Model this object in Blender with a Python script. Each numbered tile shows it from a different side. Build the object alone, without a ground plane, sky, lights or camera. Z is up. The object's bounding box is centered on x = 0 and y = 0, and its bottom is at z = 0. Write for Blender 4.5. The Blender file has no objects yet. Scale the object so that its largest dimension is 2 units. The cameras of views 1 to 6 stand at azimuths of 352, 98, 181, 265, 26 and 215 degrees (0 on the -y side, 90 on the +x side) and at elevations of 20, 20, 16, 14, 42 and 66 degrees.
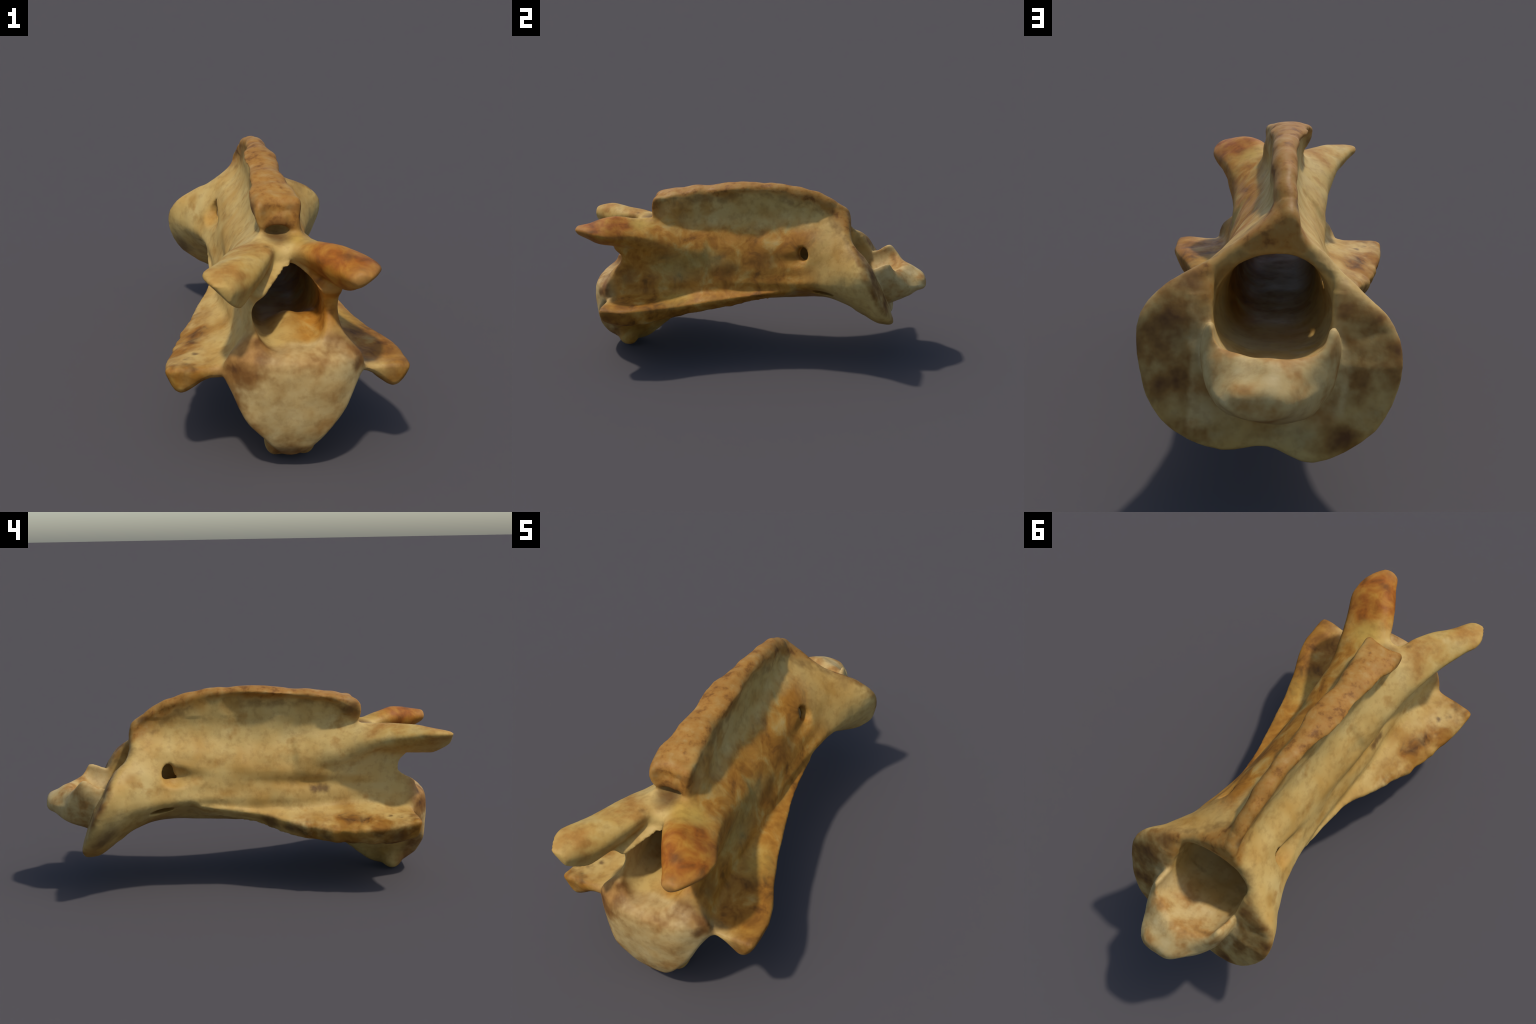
"""A long neck vertebra (second of the neck) of a hoofed animal, weathered bone.

The bone is described as cross-section lofts (arch and centrum, wings, joint
processes, dens), a thin spine plate, and carved channels.  They are blended as
one smooth implicit solid, turned into one mesh, and then split by region."""
import bpy, bmesh, math
import numpy as np
from mathutils import Vector, noise

H = 0.0075                                   # sampling step of the solid
f32 = np.float32

# ----------------------------------------------------------------- helpers
def curve(stations, q):
    """Smooth interpolation of values (any shape) given at increasing stations."""
    ks = np.array([s[0] for s in stations], float)
    vs = np.array([s[1] for s in stations], float)
    q = np.clip(q, ks[0], ks[-1])
    i = np.clip(np.searchsorted(ks, q, side="right") - 1, 0, len(ks) - 2)
    d = np.diff(vs, axis=0) / np.diff(ks).reshape(-1, *([1] * (vs.ndim - 1)))
    m = np.empty_like(vs)
    m[0], m[-1] = d[0], d[-1]
    m[1:-1] = np.where(d[:-1] * d[1:] > 0, 2 * d[:-1] * d[1:] / (d[:-1] + d[1:] + 1e-12 * np.sign(d[:-1] + d[1:] + 1e-30)), 0)
    h = ks[i + 1] - ks[i]
    t = (q - ks[i]) / h
    if vs.ndim == 1 or np.ndim(q) == 0:
        a, b, c, e = (1 + 2 * t) * (1 - t) ** 2, t * (1 - t) ** 2, t * t * (3 - 2 * t), t * t * (t - 1)
        return a * vs[i] + b * h * m[i] + c * vs[i + 1] + e * h * m[i + 1]


def smooth_ring(p, n=4):
    """Closed Catmull-Rom curve through the control points."""
    a, b, c, d = np.roll(p, 1, 0), p, np.roll(p, -1, 0), np.roll(p, -2, 0)
    out = []
    for k in range(n):
        t = k / n
        out.append(0.5 * (2 * b + (c - a) * t + (2 * a - 5 * b + 4 * c - d) * t * t + (3 * b - a - 3 * c + d) * t ** 3))
    return np.stack(out, 1).reshape(-1, 2)


def ring_distance(ring, X, Z, reach=0.16):
    """Signed distance in a slice to a closed outline, negative inside."""
    lo, hi = ring.min(0) - reach, ring.max(0) + reach
    out = np.full(X.shape, reach, f32)
    box = (X > lo[0]) & (X < hi[0]) & (Z > lo[1]) & (Z < hi[1])
    px, pz = X[box][:, None], Z[box][:, None]
    a = ring.astype(f32)
    b = np.roll(a, -1, 0)
    e = b - a
    wx, wz = px - a[:, 0], pz - a[:, 1]
    t = np.clip((wx * e[:, 0] + wz * e[:, 1]) / (e * e).sum(1).clip(1e-12), 0, 1)
    dx, dz = wx - e[:, 0] * t, wz - e[:, 1] * t
    d = np.sqrt((dx * dx + dz * dz).min(1))
    up = (a[:, 1] <= pz) != (b[:, 1] <= pz)
    with np.errstate(divide="ignore", invalid="ignore"):
        cross = px < a[:, 0] + e[:, 0] * (pz - a[:, 1]) / np.where(e[:, 1] == 0, 1e-9, e[:, 1])
    inside = (up & cross).sum(1) % 2 == 1
    out[box] = np.minimum(np.where(inside, -d, d), reach)
    return out


def blend(a, b, k):                          # smooth union
    h = np.clip(0.5 + 0.5 * (b - a) / k, 0, 1)
    return b + (a - b) * h - k * h * (1 - h)


def cut(a, b, k):                            # smooth intersection
    return -blend(-a, -b, k)


def both_sides(half, centre=0.0, left=None):
    """Half outline from top middle to bottom middle -> full closed outline.
    left: other values for the minus-x half, where the bone is lopsided."""
    right = [(centre + x, z) for x, z in half]
    other = left if left is not None else half
    return right + [(centre - x, z) for x, z in other[1:-1]][::-1]


class Loft:
    def __init__(self, stations, start, end, round_end=0.03):
        self.st = [(y, np.array(p, float)) for y, p in stations]
        self.start, self.end, self.k = start, end, round_end
        self.margin = 0.13

    def at(self, y, X, Z):
        if y < self.start - self.margin or y > self.end + self.margin:
            return np.full(X.shape, 0.2, f32)
        d = ring_distance(smooth_ring(curve(self.st, y)), X, Z)
        return cut(d, np.full(X.shape, max(self.start - y, y - self.end), f32), self.k)


def ball(X, y, Z, c, r):
    """Ellipsoid, roughly as a distance."""
    q = np.sqrt(((X - c[0]) / r[0]) ** 2 + ((y - c[1]) / r[1]) ** 2 + ((Z - c[2]) / r[2]) ** 2)
    return (q - 1) * min(r)


# --------------------------------------------------- the parts of the bone
# arch + centrum: top middle, shoulder, upper wall, wall, side ridge, under side, keel side, keel
body = Loft([
    (-1.00, both_sides([(0, .75), (.10, .74), (.165, .66), (.165, .54), (.250, .42), (.178, .25), (.086, .12), (0, .030)], .015,
                      [(0, .75), (.10, .74), (.165, .66), (.165, .54), (.250, .41), (.200, .25), (.098, .12), (0, .030)])),
    (-.83, both_sides([(0, .76), (.11, .74), (.160, .66), (.162, .53), (.252, .41), (.180, .25), (.086, .115), (0, .022)], .015,
                      [(0, .76), (.11, .74), (.160, .66), (.162, .53), (.252, .40), (.204, .25), (.100, .115), (0, .022)])),
    (-.77, both_sides([(0, .765), (.12, .745), (.166, .66), (.163, .53), (.218, .41), (.160, .245), (.080, .09), (0, .015)], .012)),
    (-.70, both_sides([(0, .77), (.125, .745), (.172, .67), (.168, .53), (.205, .41), (.150, .24), (.060, .08), (0, .022)], .010)),
    (-.60, both_sides([(0, .775), (.130, .735), (.19, .67), (.178, .53), (.20, .41), (.130, .27), (.048, .122), (0, .078)], .005,
                      [(0, .775), (.140, .735), (.195, .67), (.168, .53), (.188, .41), (.130, .27), (.048, .122), (0, .078)])),
    (-.45, both_sides([(0, .77), (.115, .715), (.168, .65), (.183, .53), (.20, .42), (.120, .29), (.045, .205), (0, .187)], .0,
                      [(0, .77), (.130, .715), (.180, .65), (.170, .53), (.185, .41), (.120, .29), (.045, .205), (0, .187)])),
    (-.20, both_sides([(0, .765), (.100, .690), (.152, .61), (.186, .51), (.205, .43), (.125, .33), (.052, .276), (0, .260)], .0,
                      [(0, .765), (.115, .690), (.165, .61), (.188, .51), (.205, .42), (.120, .33), (.055, .276), (0, .260)])),
    (.00, both_sides([(0, .765), (.095, .690), (.152, .61), (.190, .51), (.208, .44), (.13, .36), (.060, .312), (0, .288)], .0,
                     [(0, .765), (.108, .690), (.165, .61), (.188, .51), (.205, .43), (.125, .36), (.060, .312), (0, .288)])),
    (.20, both_sides([(0, .77), (.098, .700), (.153, .62), (.198, .51), (.218, .45), (.135, .39), (.065, .335), (0, .304)], .0,
                     [(0, .77), (.112, .700), (.170, .61), (.198, .51), (.215, .45), (.130, .39), (.065, .335), (0, .304)])),
    (.40, both_sides([(0, .785), (.108, .720), (.175, .640), (.235, .53), (.252, .46), (.165, .385), (.070, .335), (0, .310)], .0,
                     [(0, .785), (.125, .715), (.182, .62), (.230, .52), (.245, .45), (.165, .385), (.070, .335), (0, .310)])),
    (.55, both_sides([(0, .80), (.112, .730), (.225, .650), (.303, .55), (.298, .44), (.205, .350), (.085, .295), (0, .278)], .0,
                     [(0, .80), (.130, .730), (.230, .630), (.293, .53), (.295, .43), (.205, .345), (.085, .295), (0, .278)])),
    (.65, both_sides([(0, .80), (.112, .73), (.275, .665), (.362, .56), (.335, .42), (.240, .310), (.110, .240), (0, .236)], .0,
                     [(0, .80), (.13, .725), (.268, .620), (.355, .53), (.348, .41), (.255, .300), (.110, .235), (0, .236)])),
    (.75, both_sides([(0, .80), (.112, .73), (.285, .665), (.386, .55), (.372, .41), (.300, .290), (.13, .203), (0, .215)], .0,
                     [(0, .80), (.13, .725), (.275, .620), (.388, .51), (.376, .40), (.306, .265), (.13, .172), (0, .208)])),
    (.90, both_sides([(0, .80), (.112, .73), (.285, .665), (.386, .55), (.372, .40), (.302, .280), (.13, .193), (0, .205)], .0,
                     [(0, .80), (.13, .725), (.275, .620), (.388, .51), (.376, .39), (.308, .255), (.13, .160), (0, .198)])),
], -1.1, 1.1)

# the channel of the spinal cord
canal = Loft([
    (-1.05, both_sides([(0, .71), (.085, .66), (.12, .58), (.118, .51), (.075, .465), (0, .455)], -.005)),
    (-.84, both_sides([(0, .71), (.085, .66), (.122, .58), (.118, .51), (.075, .465), (0, .46)], -.005)),
    (-.70, both_sides([(0, .715), (.085, .66), (.125, .58), (.12, .50), (.07, .475), (0, .49)], .0, [(0, .715), (.085, .66), (.135, .58), (.125, .50), (.075, .455), (0, .49)])),
    (-.62, both_sides([(0, .715), (.085, .66), (.125, .58), (.12, .51), (.06, .495), (0, .505)], .0, [(0, .715), (.085, .66), (.135, .58), (.125, .49), (.075, .45), (0, .505)])),
    (-.45, both_sides([(0, .70), (.085, .66), (.125, .57), (.12, .48), (.075, .43), (0, .43)], -.005)),
    (.20, both_sides([(0, .69), (.085, .65), (.130, .56), (.125, .47), (.08, .42), (0, .41)], -.005)),
    (.45, both_sides([(0, .70), (.10, .665), (.155, .57), (.145, .47), (.09, .42), (0, .41)], -.010)),
    (.57, both_sides([(0, .71), (.115, .675), (.172, .58), (.16, .48), (.095, .43), (0, .42)], -.010)),
    (.64, both_sides([(0, .95), (.16, .90), (.172, .62), (.16, .50), (.10, .44), (0, .43)], -.010)),
    (.76, both_sides([(0, .95), (.16, .90), (.162, .62), (.15, .51), (.10, .46), (0, .45)], -.010)),
    (.82, both_sides([(0, .95), (.15, .90), (.155, .62), (.14, .53), (.08, .49), (0, .475)], -.010)),
    (.88, both_sides([(0, .95), (.13, .90), (.14, .62), (.12, .55), (.06, .53), (0, .525)], -.010)),
], -1.2, .885, .02)

# spout-shaped tooth that reaches into the bone in front
dens = Loft([
    (.50, both_sides([(0, .52), (.08, .52), (.140, .51), (.150, .46), (.10, .40), (0, .36)], -.010)),
    (.72, both_sides([(0, .55), (.10, .55), (.180, .552), (.196, .46), (.135, .33), (0, .270)], -.010,
                     [(0, .55), (.10, .55), (.172, .535), (.192, .46), (.135, .33), (0, .270)])),
    (.79, both_sides([(0, .54), (.10, .56), (.176, .575), (.194, .46), (.14, .34), (0, .282)], -.010,
                     [(0, .54), (.10, .56), (.172, .570), (.186, .46), (.135, .34), (0, .282)])),
    (.84, both_sides([(0, .525), (.10, .520), (.166, .505), (.182, .44), (.13, .345), (0, .308)], -.010,
                     [(0, .525), (.10, .522), (.158, .525), (.166, .44), (.12, .345), (0, .308)])),
    (.90, both_sides([(0, .512), (.09, .492), (.142, .455), (.156, .42), (.11, .36), (0, .338)], -.006,
                     [(0, .512), (.085, .490), (.118, .455), (.130, .42), (.10, .36), (0, .338)])),
    (.95, both_sides([(0, .485), (.08, .467), (.115, .440), (.124, .42), (.08, .385), (0, .372)], .0,
                     [(0, .485), (.065, .467), (.090, .440), (.095, .42), (.07, .385), (0, .372)])),
    (1.0, both_sides([(0, .455), (.05, .45), (.070, .432), (.078, .42), (.05, .40), (0, .394)], .010,
                     [(0, .455), (.04, .45), (.056, .432), (.060, .42), (.04, .40), (0, .394)])),
], .58, .997, .025)


def wing_sections(rows, side):
    """tip x, tip top z, tip bottom z, top and bottom z of the thin middle."""
    out = []
    for y, t, ztop, zbot, mtop, mbot in rows:
        r = .12
        m = r + .5 * (t - r)
        pts = [(r, mtop + .04), (m, mtop), (t - .024, ztop), (t, .7 * ztop + .3 * zbot), (t - .055, zbot), (m, mbot), (r, .5 * mbot + .17)]
        out.append((y, [(side * x, z) for x, z in pts]))
    return out


wing_plus = Loft(wing_sections([(-.84, .440, .388, .298, .385, .358), (-.68, .440, .380, .264, .380, .318), (-.60, .422, .382, .266, .385, .318), (-.43, .358, .380, .284, .398, .32),
                                (-.17, .283, .400, .320, .425, .34), (.04, .242, .420, .352, .435, .37), (.28, .218, .450, .385, .45, .39)], 1), -.815, .25, .03)
wing_minus = Loft(wing_sections([(-.84, .446, .388, .292, .384, .348), (-.68, .434, .360, .244, .380, .305), (-.60, .412, .346, .238, .382, .302), (-.45, .382, .338, .246, .382, .300),
                                 (-.30, .328, .350, .252, .392, .300), (-.17, .281, .378, .280, .408, .32), (-.03, .232, .405, .326, .43, .35), (.28, .215, .450, .385, .45, .39)], -1), -.815, .25, .03)

joint_plus = Loft([
    (-.22, [(.02, .72), (.09, .68), (.148, .62), (.148, .58), (.10, .60), (.03, .66)]),
    (-.50, [(.02, .755), (.10, .745), (.166, .69), (.160, .63), (.11, .64), (.03, .70)]),
    (-.60, [(.01, .77), (.10, .772), (.200, .73), (.192, .66), (.12, .67), (.02, .71)]),
    (-.70, [(.02, .782), (.11, .806), (.238, .752), (.228, .69), (.14, .668), (.04, .722)]),
    (-.80, [(.065, .788), (.145, .826), (.276, .772), (.268, .732), (.175, .676), (.085, .728)]),
    (-.86, [(.100, .784), (.165, .820), (.274, .780), (.265, .745), (.180, .688), (.108, .730)]),
    (-.91, [(.130, .778), (.182, .804), (.258, .786), (.250, .756), (.185, .710), (.138, .738)]),
    (-.98, [(.165, .770), (.190, .790), (.222, .784), (.218, .766), (.188, .746), (.168, .758)]),
][::-1], -.974, -.26, .018)
joint_minus = Loft([
    (-.22, [(-.05, .72), (-.11, .68), (-.160, .62), (-.155, .58), (-.12, .60), (-.06, .66)]),
    (-.50, [(-.06, .755), (-.13, .745), (-.190, .695), (-.180, .635), (-.12, .65), (-.06, .70)]),
    (-.60, [(-.06, .775), (-.14, .770), (-.222, .732), (-.208, .67), (-.12, .67), (-.06, .71)]),
    (-.70, [(-.07, .78), (-.15, .79), (-.247, .752), (-.236, .695), (-.15, .655), (-.08, .71)]),
    (-.82, [(-.115, .765), (-.19, .796), (-.289, .766), (-.275, .720), (-.185, .650), (-.125, .70)]),
    (-.91, [(-.175, .738), (-.22, .780), (-.322, .770), (-.298, .735), (-.205, .652), (-.18, .69)]),
    (-1.0, [(-.235, .742), (-.26, .762), (-.290, .762), (-.284, .745), (-.25, .705), (-.24, .718)]),
][::-1], -.996, -.26, .015)

# spine plate: outline in side view (y, z)
spine_top = [(-.58, .905), (-.525, .938), (-.40, .953), (-.28, .966), (-.10, .982), (.04, .987), (.20, .977), (.39, .928), (.535, .840), (.58, .79)]
spine_outline = smooth_ring(np.array([(-.552, .62), (-.556, .74), (-.566, .80), (-.580, .86), (-.572, .908)] + spine_top[1:-1] +
                                     [(.568, .80), (.572, .72), (.55, .64), (.30, .60), (-.20, .60)]), 6)
crest_plus = [(-.60, .052), (-.54, .060), (-.46, .052), (-.36, .028), (-.27, .018), (-.16, .030), (.05, .012), (.23, .008), (.44, -.004), (.58, -.030)]
crest_minus = [(-.60, -.118), (-.54, -.125), (-.48, -.130), (-.35, -.112), (-.20, -.115), (-.07, -.116), (.06, -.088), (.20, -.070), (.35, -.074), (.48, -.078), (.58, -.080)]

# where the tooth-side joint face ends (y for each height) and where the tail side ends
front_face = [(-.1, .795), (.10, .80), (.16, .810), (.22, .805), (.28, .788), (.36, .76), (.46, .722), (.56, .678), (.62, .64), (.66, .60), (.71, .572), (.78, .566), (1.2, .566)]
back_face = [(-.1, -.80), (.0, -.815), (.05, -.850), (.10, -.892), (.18, -.915), (.27, -.923), (.34, -.926), (.39, -.925), (.43, -.916), (.450, -.895), (.465, -.858), (.49, -.815), (.52, -.780), (.56, -.738), (.60, -.730), (.65, -.765), (.69, -.715), (.73, -.63), (.8, -.57), (1.2, -.56)]


def spine_at(y, X, Z):
    a, b = float(curve(crest_minus, y)), float(curve(crest_plus, y))
    a += .010 * noise.noise(Vector((y * 9, 1.3, 0)))
    b += .010 * noise.noise(Vector((y * 9, 7.7, 0)))
    sag = .022 * ((X - (a + b) / 2) / ((b - a) / 2)).clip(-1, 1) ** 2      # the crest is rounded across
    zz = (Z + sag)
    back_in = .026 * (1 - ((X - (a + b) / 2) / .07).clip(-1, 1) ** 2) * (y < -.40) * np.clip((Z - .82) / .06, 0, 1)
    side = ring_distance(spine_outline, (y - back_in).astype(f32), zz, .3)
    top = float(curve(spine_top, y))
    depth = np.clip(top - Z, 0, 1)
    head = float(np.clip((-.42 - y) / .10, 0, 1))               # the tail end of the crest is a tall knob
    thick = .030 + .022 * float(np.clip((-.1 - y) / .4, 0, 1)) + .010 * float(np.clip((y - .3) / .2, 0, 1)) * 0
    lip = np.clip(depth - (.016 + .035 * head), 0, 1)
    w = .6 * np.exp(-(lip / (.022 + .03 * head)) ** 2) + .4 * np.exp(-lip / (.07 + .03 * head))
    tp = thick + .030 * float(np.exp(-((y + .44) / .11) ** 2)) * np.clip((.93 - Z) / .08, 0, 1) + .016 * float(np.clip((.40 - y) / .15, 0, 1))
    right = -.032 + tp + (b + .032 - tp) * w
    left = -.032 - thick + (a + .032 + thick) * w
    flank = np.maximum(left - X, X - right)
    return cut(flank, side, .02)


def solid(y, X, Z):
    d = body.at(y, X, Z)
    d = blend(d, spine_at(y, X, Z), .07)
    # tail end of the centrum: a bulging, heart-shaped end; above it the notch between arch and centrum
    low = np.clip((.50 - Z) / .05, 0, 1)
    back = curve(back_face, Z.ravel()).reshape(Z.shape) + low * (.75 * (X - .015) ** 2 + 3.5 * np.clip(np.abs(X - .010) - .13, 0, 1) ** 2) + (1 - low) * np.where(X < 0, -.045, -.008)
    d = cut(d, (back - y) / 1.10, .014 + .022 * (1 - low))
    front = curve(front_face, Z.ravel()).reshape(Z.shape) + .02 * np.exp(-((X - .25) / .09) ** 2) + .012 * np.exp(-((X + .25) / .09) ** 2)
    front = front - .020 * np.clip((-X - .08) / .12, 0, 1) * np.clip((Z - .44) / .08, 0, 1)
    d = cut(d, (y - front - .005) / 1.12, .036)
    d = blend(d, wing_plus.at(y, X, Z), .035)
    d = blend(d, wing_minus.at(y, X, Z), .035)
    d = blend(d, joint_plus.at(y, X, Z), .04)
    d = blend(d, joint_minus.at(y, X, Z), .04)
    d = blend(d, dens.at(y, X, Z), .012)
    # twin lobes under the keel
    d = blend(d, ball(X, y, Z, (-.035, -.765, .062), (.042, .055, .060)), .03)
    d = blend(d, ball(X, y, Z, (.070, -.765, .058), (.042, .055, .056)), .03)
    d = blend(d, ball(X, y, Z, (-.01, -.615, .748), (.075, .055, .034)), .04)   # root of the two joint processes
    # carving
    d = cut(d, -canal.at(y, X, Z), .02)
    d = cut(d, -ball(X, y, Z, (-.030, -.585, .803), (.048, .110, .021)), .012)  # slit under the crest knob
    d = cut(d, -ball(X, y, Z, (.262, -.775, .262), (.055, .13, .060)), .03)    # hollows between centrum and wings
    d = cut(d, -ball(X, y, Z, (-.262, -.775, .255), (.050, .13, .050)), .03)
    for s, yy, zz in ((-1, .390, .598), (1, .308, .626)):
        d = cut(d, -ball(X, y + .2 * s * (X - s * .17), Z + .25 * (y - yy), (s * .160, yy, zz), (.080, .034, .038)), .012)   # side hole
        d = cut(d, -ball(X, y, Z, (s * .226, yy - .045, zz - .014), (.069, .074, .058)), .016)   # sunken lead-in
        d = cut(d, -ball(X, y, Z, (s * .220, yy - .105, zz - .024), (.048, .090, .036)), .03)
        d = cut(d, -ball(X, y, Z + .12 * (y - .42), (s * .195, .425, .412), (.072, .062, .017)), .008)  # slit under the side ridge
    return d


# ------------------------------------------------- solid -> one quad mesh
xs = np.arange(-.49, .49, H, dtype=f32)
ys = np.arange(-1.03, 1.03, H, dtype=f32)
zs = np.arange(-.05, 1.04, H, dtype=f32)
XX, ZZ = np.meshgrid(xs, zs, indexing="ij")
F = np.stack([solid(float(y), XX, ZZ).astype(f32) for y in ys], 1)        # x, y, z


def surface_net(F):
    inside = F < 0
    n = F.shape
    count = np.zeros(tuple(k - 1 for k in n), np.int8)
    total = np.zeros(count.shape + (3,), f32)
    corner = lambda a, o: a[tuple(slice(o[k], n[k] - 1 + o[k]) for k in range(3))]
    for ax in range(3):
        o1, o2 = [k for k in range(3) if k != ax]
        for u in (0, 1):
            for v in (0, 1):
                p = [0, 0, 0]
                p[o1], p[o2] = u, v
                q = list(p)
                q[ax] = 1
                fa, fb = corner(F, p), corner(F, q)
                c = corner(inside, p) != corner(inside, q)
                t = np.where(c, fa / np.where(c, fa - fb, 1), 0)
                count += c
                total[..., ax] += t
                total[..., o1] += c * u
                total[..., o2] += c * v
    live = count > 0
    index = np.full(count.shape, -1, np.int64)
    index[live] = np.arange(live.sum())
    cell = np.argwhere(live)
    pos = cell + total[live] / count[live][:, None]
    pos = pos * H + np.array([xs[0], ys[0], zs[0]])
    quads = []
    for ax in range(3):
        o1, o2 = [(1, 2), (2, 0), (0, 1)][ax]
        s = [slice(1, -1)] * 3
        s[ax] = slice(0, -1)
        s2 = list(s)
        s2[ax] = slice(1, None)
        a, b = inside[tuple(s)], inside[tuple(s2)]
        at = np.argwhere(a != b)
        flip = a[tuple(at.T)]
        at = at + np.array([0 if k == ax else 1 for k in range(3)])
        e1, e2 = np.zeros(3, int), np.zeros(3, int)
        e1[o1], e2[o2] = 1, 1
        ring = [index[tuple((at - e).T)] for e in (e1 + e2, e2, 0 * e1, e1)]
        quad = np.stack(ring, 1)
        quad[~flip] = quad[~flip][:, ::-1]
        quads.append(quad)
    return pos, np.concatenate(quads)


V, Q = surface_net(F)
# keep the main connected piece
lab = np.arange(len(V))
while True:
    m = lab[Q].min(1)
    new = lab.copy()
    np.minimum.at(new, Q.ravel(), np.repeat(m, 4))
    new = new[new]
    if (new == lab).all():
        break
    lab = new
ids, size = np.unique(lab, return_counts=True)
keep = lab == ids[size.argmax()]
Q = Q[keep[Q[:, 0]]]
renum = np.cumsum(keep) - 1
V, Q = V[keep], renum[Q]

# even the net out a little (shrink and grow back, so that edges keep their place)
E2 = np.concatenate([Q[:, [k, (k + 1) % 4]] for k in range(4)])
deg = np.bincount(E2.ravel(), minlength=len(V)).astype(float)


def relax(V, f):
    s = np.zeros_like(V)
    for k in range(3):
        s[:, k] = np.bincount(E2[:, 0], V[E2[:, 1], k], len(V)) + np.bincount(E2[:, 1], V[E2[:, 0], k], len(V))
    return V + f * (s / deg[:, None] - V)


for _ in range(4):
    V = relax(relax(V, .5), -.51)


def vertex_normals(V):
    n = np.cross(V[Q[:, 2]] - V[Q[:, 0]], V[Q[:, 3]] - V[Q[:, 1]])
    out = np.zeros_like(V)
    for k in range(4):
        for a in range(3):
            out[:, a] += np.bincount(Q[:, k], n[:, a], len(V))
    return out / (np.linalg.norm(out, axis=1, keepdims=True) + 1e-12)


N = vertex_normals(V)
# fine unevenness of old bone, and the nibbled lower edges of the wings
shift = np.zeros(len(V))
for i, p in enumerate(V):
    v = Vector(p)
    r = .0055 * noise.noise(Vector((p[0] * 5, p[1] * 4.5 + p[2] * 3, p[2] * 6))) + .003 * noise.noise(v * 10.0) + .0016 * noise.noise(v * 19.0 + Vector((3, 1, 7)))
    if p[0] < -.12 and .42 < p[2] < .68 and -.75 < p[1] < .1:      # fold along the pale side wall
        w = min(1, (p[1] + .75) / .2, (.1 - p[1]) / .25)
        w *= .35 + .6 * max(0, noise.noise(Vector((p[1] * 5, 2.2, 0))) + .4)
        r += w * (.009 * math.exp(-((p[2] - .60 - .10 * p[1]) / .030) ** 2) - .012 * math.exp(-((p[2] - .535 - .06 * p[1]) / .024) ** 2))
    if p[1] > .60 and abs(p[0]) < .23 and .26 < p[2] < .62:         # knobbly tooth
        r += .0045 * noise.noise(v * 13.0 + Vector((2, 9, 4)))
    if p[2] < .37 and abs(p[0]) > .2 and -.65 < p[1] < .05:
        w = (1.0 if p[0] < 0 else .5) * min(1, (.37 - p[2]) / .05)
        r += w * .010 * noise.noise(Vector((p[0] * 10, p[1] * 24, p[2] * 10)))
    if p[2] > .84 and -.56 < p[1] < .5:
        r += .006 * noise.noise(Vector((p[0] * 12, p[1] * 15, p[2] * 12)))
    shift[i] = r
V = V + N * shift[:, None]

# ------------------------------------------------------------- material
class Nodes:
    """Small helper to write shader maths as expressions."""
    def __init__(self, tree):
        self.t = tree

    def new(self, kind, **props):
        n = self.t.nodes.new(kind)
        for k, v in props.items():
            setattr(n, k, v)
        return n

    def put(self, sock, v):
        if isinstance(v, bpy.types.NodeSocket):
            self.t.links.new(v, sock)
        else:
            sock.default_value = v

    def math(self, op, a, b=0.0, clamp=False):
        n = self.new("ShaderNodeMath", operation=op, use_clamp=clamp)
        self.put(n.inputs[0], a)
        self.put(n.inputs[1], b)
        return n.outputs[0]

    def vec(self, op, a, b):
        n = self.new("ShaderNodeVectorMath", operation=op)
        self.put(n.inputs[0], a)
        self.put(n.inputs[1], b)
        return n.outputs["Value"] if op in ("LENGTH", "DOT_PRODUCT") else n.outputs[0]

    def step(self, v, lo, hi, to0=0.0, to1=1.0):
        n = self.new("ShaderNodeMapRange", interpolation_type="SMOOTHSTEP")
        for k, x in zip(("Value", "From Min", "From Max", "To Min", "To Max"), (v, lo, hi, to0, to1)):
            self.put(n.inputs[k], x)
        return n.outputs[0]

    def noise(self, p, scale, detail=3.0, rough=.55, distort=0.0, shift=(0, 0, 0), stretch=(1, 1, 1)):
        m = self.new("ShaderNodeMapping")
        self.put(m.inputs["Vector"], p)
        m.inputs["Location"].default_value = shift
        m.inputs["Scale"].default_value = stretch
        n = self.new("ShaderNodeTexNoise")
        self.put(n.inputs["Vector"], m.outputs[0])
        n.inputs["Scale"].default_value, n.inputs["Detail"].default_value = scale, detail
        n.inputs["Roughness"].default_value, n.inputs["Distortion"].default_value = rough, distort
        return n.outputs["Fac"], n.outputs["Color"]

    def ramp(self, f, *stops):
        n = self.new("ShaderNodeValToRGB")
        e = n.color_ramp.elements
        while len(e) < len(stops):
            e.new(.5)
        for el, (pos, col) in zip(e, stops):
            el.position, el.color = pos, (*col, 1)
        self.put(n.inputs[0], f)
        return n.outputs[0]

    def mix(self, f, a, b):
        n = self.new("ShaderNodeMix", data_type="RGBA")
        self.put(n.inputs[0], f)
        for sock, v in ((n.inputs[6], a), (n.inputs[7], b)):
            self.put(sock, (*v, 1) if isinstance(v, tuple) else v)
        return n.outputs[2]

    def blob(self, p, centre, radii, soft=.55):
        """1 inside an ellipsoid, fading out at its edge."""
        d = self.vec("SUBTRACT", p, centre)
        d = self.vec("DIVIDE", d, radii)
        return self.step(self.vec("LENGTH", d, (0, 0, 0)), 1.0 + soft * .5, 1.0 - soft, 0.0, 1.0)

    def times(self, a, b):
        return self.math("MULTIPLY", a, b)

    def most(self, a, b):
        return self.math("MAXIMUM", a, b)


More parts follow.
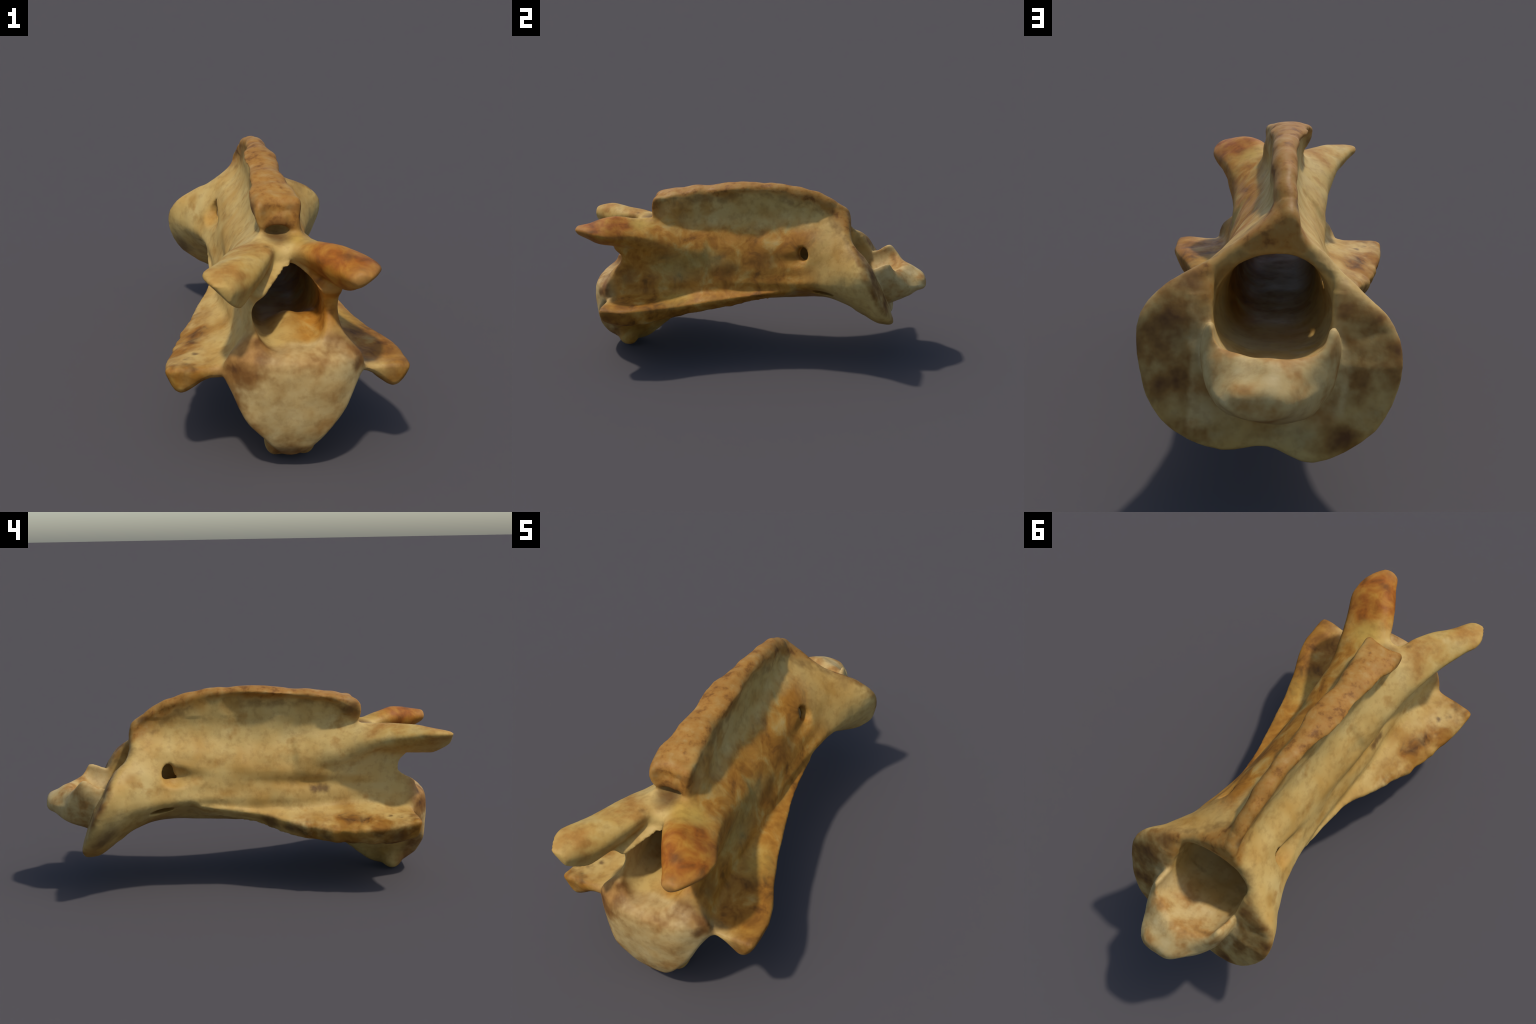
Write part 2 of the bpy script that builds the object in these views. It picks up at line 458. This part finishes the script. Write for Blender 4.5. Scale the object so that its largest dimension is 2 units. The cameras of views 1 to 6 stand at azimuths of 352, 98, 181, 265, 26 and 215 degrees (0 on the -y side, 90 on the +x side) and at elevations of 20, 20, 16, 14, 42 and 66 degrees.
def bone_material():
    m = bpy.data.materials.new("weathered_bone")
    m.use_nodes = True
    g = Nodes(m.node_tree)
    bsdf = m.node_tree.nodes["Principled BSDF"]
    p = g.new("ShaderNodeTexCoord").outputs["Object"]
    # stains have wandering outlines: all masks read a position shifted by noise
    _, wob = g.noise(p, 7.0, 3.0)
    q = g.vec("ADD", p, g.vec("MULTIPLY", g.vec("SUBTRACT", wob, (.5, .5, .5)), (.11, .11, .11)))
    xyz = g.new("ShaderNodeSeparateXYZ")
    g.put(xyz.inputs[0], q)
    x, y, z = xyz.outputs
    big, _ = g.noise(p, 3.5, 3.0)
    mid, _ = g.noise(p, 8.5, 3.5, .58, .12, (4, 1, 2))
    streak, _ = g.noise(p, 11.0, 3.5, .58, .5, (1, 5, 3), (1, .85, .85))
    fine, _ = g.noise(p, 26.0, 3.0, .6, 0, (7, 2, 5))

    # pale bone
    col = g.ramp(big, (.30, (.560, .410, .160)), (.48, (.520, .352, .115)), (.66, (.445, .255, .060)))
    col = g.mix(g.step(mid, .56, .70, 0, .55), col, (.37, .185, .036))

    # the plus-x side is soaked orange-brown, sky-lit shadow painted in as olive-grey patches
    plus = g.times(g.step(x, .0, .09), g.times(g.step(y, -.84, -.74), g.step(y, .50, .30)))
    brown = g.ramp(streak, (.26, (.46, .32, .110)), (.38, (.47, .265, .060)), (.48, (.43, .195, .027)), (.60, (.34, .137, .015)), (.72, (.18, .072, .009)))
    col = g.mix(plus, col, brown)
    for c, r, f in (((.18, -.42, .55), (.10, .15, .09), .6), ((.18, -.24, .59), (.08, .12, .06), .55), ((.05, .15, .88), (.10, .22, .07), .3)):
        col = g.mix(g.times(g.blob(q, c, r, .8), f), col, g.ramp(mid, (.35, (0.400, 0.310, 0.101)), (.65, (0.300, 0.213, 0.054))))
    for c, r in (((.18, -.02, .72), (.09, .16, .05)), ((.20, .10, .60), (.09, .10, .07)), ((.18, -.12, .52), (0.090, 0.078, 0.050)), ((.2, -.68, .50), (.08, .05, .06))):
        col = g.mix(g.times(g.blob(q, c, r, .8), .75), col, g.ramp(mid, (.35, (0.250, 0.102, 0.012)), (.65, (0.130, 0.053, 0.007))))
    # its front neck is clean and yellow
    col = g.mix(g.times(g.blob(q, (.22, .46, .60), (.16, .16, .22), .7), .8), col, g.ramp(mid, (.35, (.50, .315, .090)), (.65, (.40, .215, .045))))
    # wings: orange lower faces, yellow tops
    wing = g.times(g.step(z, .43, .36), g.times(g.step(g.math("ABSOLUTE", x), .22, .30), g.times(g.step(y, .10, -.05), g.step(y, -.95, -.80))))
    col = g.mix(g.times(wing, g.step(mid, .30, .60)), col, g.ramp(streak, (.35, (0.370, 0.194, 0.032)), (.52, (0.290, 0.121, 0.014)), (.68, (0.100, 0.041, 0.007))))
    col = g.mix(g.times(g.blob(q, (.30, -.42, .43), (.10, .15, .06), .7), .9), col, (0.480, 0.301, 0.061))
    col = g.mix(g.times(g.blob(q, (.42, -.74, .35), (.10, .14, .09), .7), .8), col, g.ramp(streak, (.35, (0.380, 0.179, 0.025)), (.65, (0.220, 0.087, 0.010))))

    # joint processes at the tail end
    col = g.mix(g.blob(q, (.17, -.82, .78), (.18, .19, .12), .5), col,
                g.ramp(streak, (.30, (0.440, 0.218, 0.030)), (.46, (0.370, 0.141, 0.015)), (.58, (0.300, 0.092, 0.008)), (.72, (0.160, 0.053, 0.007))))
    col = g.mix(g.times(g.blob(q, (.09, -.62, .79), (.09, .08, .08), .7), .9), col, (0.470, 0.301, 0.061))
    col = g.mix(g.blob(q, (-.20, -.80, .75), (.19, .22, .12), .5), col,
                g.ramp(mid, (.32, (.52, .37, .125)), (.50, (.46, .285, .072)), (.66, (.37, .18, .036))))

    # crest: rough brown cap with dark, chipped borders
    over = g.math("SUBTRACT", g.math("ADD", z, g.times(.95, g.math("POWER", g.math("MAXIMUM", g.math("SUBTRACT", y, .08), 0.0), 2.0))),
                  g.math("ADD", .957, g.times(.065, g.math("MINIMUM", g.math("ADD", y, .05), 0.0))))
    cap = g.most(g.step(over, -.035, .005), g.blob(q, (-.03, -.57, .89), (.16, .075, .10), .5))
    cap_col = g.ramp(g.math('ADD', g.times(fine, .65), g.times(mid, .35)), (.34, (.46, .28, .088)), (.44, (.38, .20, .046)), (.53, (.33, .152, .028)), (.64, (.19, .078, .014)))
    col = g.mix(cap, col, cap_col)
    rim = g.times(g.times(g.step(over, -.075, -.040), g.step(over, -.010, -.030)), g.step(mid, .40, .56))
    col = g.mix(g.times(rim, .45), col, (0.110, 0.044, 0.009))

    # joint faces at the head end: mottled brown and olive
    face = g.math("ADD", y, g.times(.5, z))
    ring = g.most(g.step(g.math("ABSOLUTE", x), .17, .21), g.step(z, .32, .27))
    facet = g.times(g.times(g.step(face, .915, .955), ring), g.step(z, .72, .66))
    facet_col = g.ramp(mid, (.30, (.42, .31, .125)), (.44, (.37, .23, .072)), (.55, (.26, .128, .028)), (.70, (.125, .052, .014)))
    col = g.mix(facet, col, facet_col)
    # tooth: cleaner and paler
    tooth = g.times(g.times(g.step(y, .66, .72), g.step(g.math("ABSOLUTE", x), .225, .20)), g.step(z, .27, .31))
    col = g.mix(tooth, col, g.ramp(mid, (.30, (.57, .43, .20)), (.50, (.51, .355, .140)), (.62, (.40, .22, .065)), (.76, (.22, .115, .035))))

    # end of the centrum: pinkish tan, brown towards its border
    end = g.times(g.times(g.step(y, -.775, -.83), g.step(z, .56, .50)), g.step(g.math("ABSOLUTE", x), .33, .26))
    from_mid = g.vec("LENGTH", g.vec("DIVIDE", g.vec("SUBTRACT", q, (.045, -.85, .285)), (.27, 5.0, .225)), (0, 0, 0))
    border = g.step(g.math("ADD", from_mid, g.times(.9, g.math("SUBTRACT", mid, .5))), .60, 1.05)
    end_col = g.mix(border, g.ramp(mid, (.32, (.53, .385, .170)), (.50, (.47, .315, .120)), (.66, (.36, .20, .060))), g.ramp(streak, (.35, (.36, .185, .050)), (.60, (.18, .078, .018))))
    col = g.mix(end, col, end_col)
    col = g.mix(g.times(g.blob(q, (.02, -.72, .10), (.16, .10, .10), .6), .7), col, g.ramp(mid, (.35, (0.300, 0.165, 0.032)), (.65, (0.140, 0.063, 0.013))))

    # single stains
    orange = ((-.18, .10, .67, .045), (-.16, .12, .79, .035), (-.18, .18, .63, .035), (-.15, .32, .75, .035), (-.21, -.48, .40, .05),
              (-.19, .08, .49, .035), (-.08, .06, .90, .05), (-.08, .23, .90, .05), (-.26, .55, .57, .035), (-.40, -.45, .36, .07), (-.28, -.33, .37, .06), (.01, -.76, .53, .07))
    dark = ((-.178, -.385, .486, .024), (-.180, -.358, .488, .026), (-.182, -.330, .484, .024), (-.23, .46, .70, .028), (-.33, .67, .30, .075), (-.09, .50, .84, .03),
            (-.215, -.87, .40, .022), (-.10, -.52, .87, .05), (-.24, -.10, .34, .045), (-.28, -.20, .32, .035), (-.33, -.38, .29, .035), (-.40, -.70, .30, .05),
            (-.36, -.72, .39, .018), (-.39, -.66, .39, .020), (-.33, -.68, .37, .015), (.17, -.86, .80, .03), (.235, -.87, .41, .028),
            (.23, .61, .62, .045), (.26, .66, .50, .07), (-.30, .72, .30, .05), (-.09, -.68, .775, .018), (-.03, -.585, .803, .06), (-.03, -.57, .79, .05))  # last two: darken the inside of the slit under the knob
    spread = None
    for cx_, cy_, cz_, r in orange:
        k = g.blob(q, (cx_, cy_, cz_), (r, r * 1.2, r), .8)
        spread = k if spread is None else g.most(spread, k)
    col = g.mix(g.times(spread, .65), col, (0.330, 0.160, 0.023))
    _, wob2 = g.noise(p, 30.0, 2.0, shift=(2, 2, 2))
    q2 = g.vec("ADD", p, g.vec("MULTIPLY", g.vec("SUBTRACT", wob2, (.5, .5, .5)), (.03, .03, .03)))
    spread = None
    for cx_, cy_, cz_, r in dark:
        k = g.blob(q2, (cx_, cy_, cz_), (r, r * 1.15, r), .7)
        spread = k if spread is None else g.most(spread, k)
    col = g.mix(g.times(spread, .72), col, (0.075, 0.029, 0.010))

    # close mottling everywhere
    shade = g.ramp(fine, (.32, (.82, .75, .66)), (.52, (1, .965, .90)), (.72, (1, .965, .90)))
    n = g.new("ShaderNodeMix", data_type="RGBA", blend_type="MULTIPLY")
    n.inputs[0].default_value = .9
    g.put(n.inputs[6], col)
    g.put(n.inputs[7], shade)
    g.put(bsdf.inputs["Base Color"], n.outputs[2])
    rough = g.step(mid, .3, .7, .50, .68)
    g.put(bsdf.inputs["Roughness"], rough)
    bsdf.inputs["Specular IOR Level"].default_value = .18
    bump = g.new("ShaderNodeBump")
    bump.inputs["Strength"].default_value, bump.inputs["Distance"].default_value = .35, .006
    g.put(bump.inputs["Height"], g.math("ADD", g.times(mid, .8), g.times(fine, .5)))
    g.put(bsdf.inputs["Normal"], bump.outputs[0])
    return m


bone = bone_material()

# ---------------------------------------------- one mesh, split by region
mesh = bpy.data.meshes.new("whole_bone")
mesh.from_pydata(V.tolist(), [], Q.tolist())
mesh.validate()
mesh.update()
whole_normals = vertex_normals(V)

C = V[Q].mean(1)
cx, cy, cz = C.T
names = ["centrum", "neural_arch", "spinous_process", "dens", "cranial_articular_process", "caudal_articular_process", "caudal_articular_process",
         "transverse_process", "transverse_process"]
region = np.where(cz > .47, 1, 0)
region[(cz > .80) & (cy > -.62) | ((cz > .76) & (np.abs(cx + .03) < .05) & (cy > -.56))] = 2
front = curve(front_face, cz)
region[(cy > front - .09) & (np.abs(cx) > .19) & (cz < .66)] = 4
region[(cy > front - .09) & (cz < .27)] = 4
region[(cy > .70) & (np.abs(cx + .01) < .205) & (cz > .275) & (cz < .60) & (cy > front - .02)] = 3
region[(cz > .655) & (cy < -.62) & (cx > 0)] = 5
region[(cz > .640) & (cy < -.62) & (cx < -.03) & (cy < -.76)] = 6
region[(cz > .655) & (cy < -.62) & (cx < -.03)] = 6
region[(cz < .46) & (cy < .05) & (cx > .215) & (cy > -.85)] = 7
region[(cz < .46) & (cy < .05) & (cx < -.215) & (cy > -.85)] = 8

root = bpy.data.objects.new("neck_vertebra", None)
bpy.context.scene.collection.objects.link(root)
root["label"] = "long weathered tan neck vertebra with tall spine crest"
root["category"] = "animal bone"
root.empty_display_size = .2
for k, name in enumerate(names):
    sel = region == k
    if not sel.any():
        continue
    used, inv = np.unique(Q[sel], return_inverse=True)
    me = bpy.data.meshes.new(name)
    me.from_pydata(V[used].tolist(), [], inv.reshape(-1, 4).tolist())
    me.update()
    me.polygons.foreach_set("use_smooth", np.ones(len(me.polygons), bool))
    me.normals_split_custom_set_from_vertices(whole_normals[used].tolist())
    me.materials.append(bone)
    ob = bpy.data.objects.new(name, me)
    ob.parent = root
    bpy.context.scene.collection.objects.link(ob)
bpy.data.meshes.remove(mesh)
print("bounds", V.min(0), V.max(0), len(V))
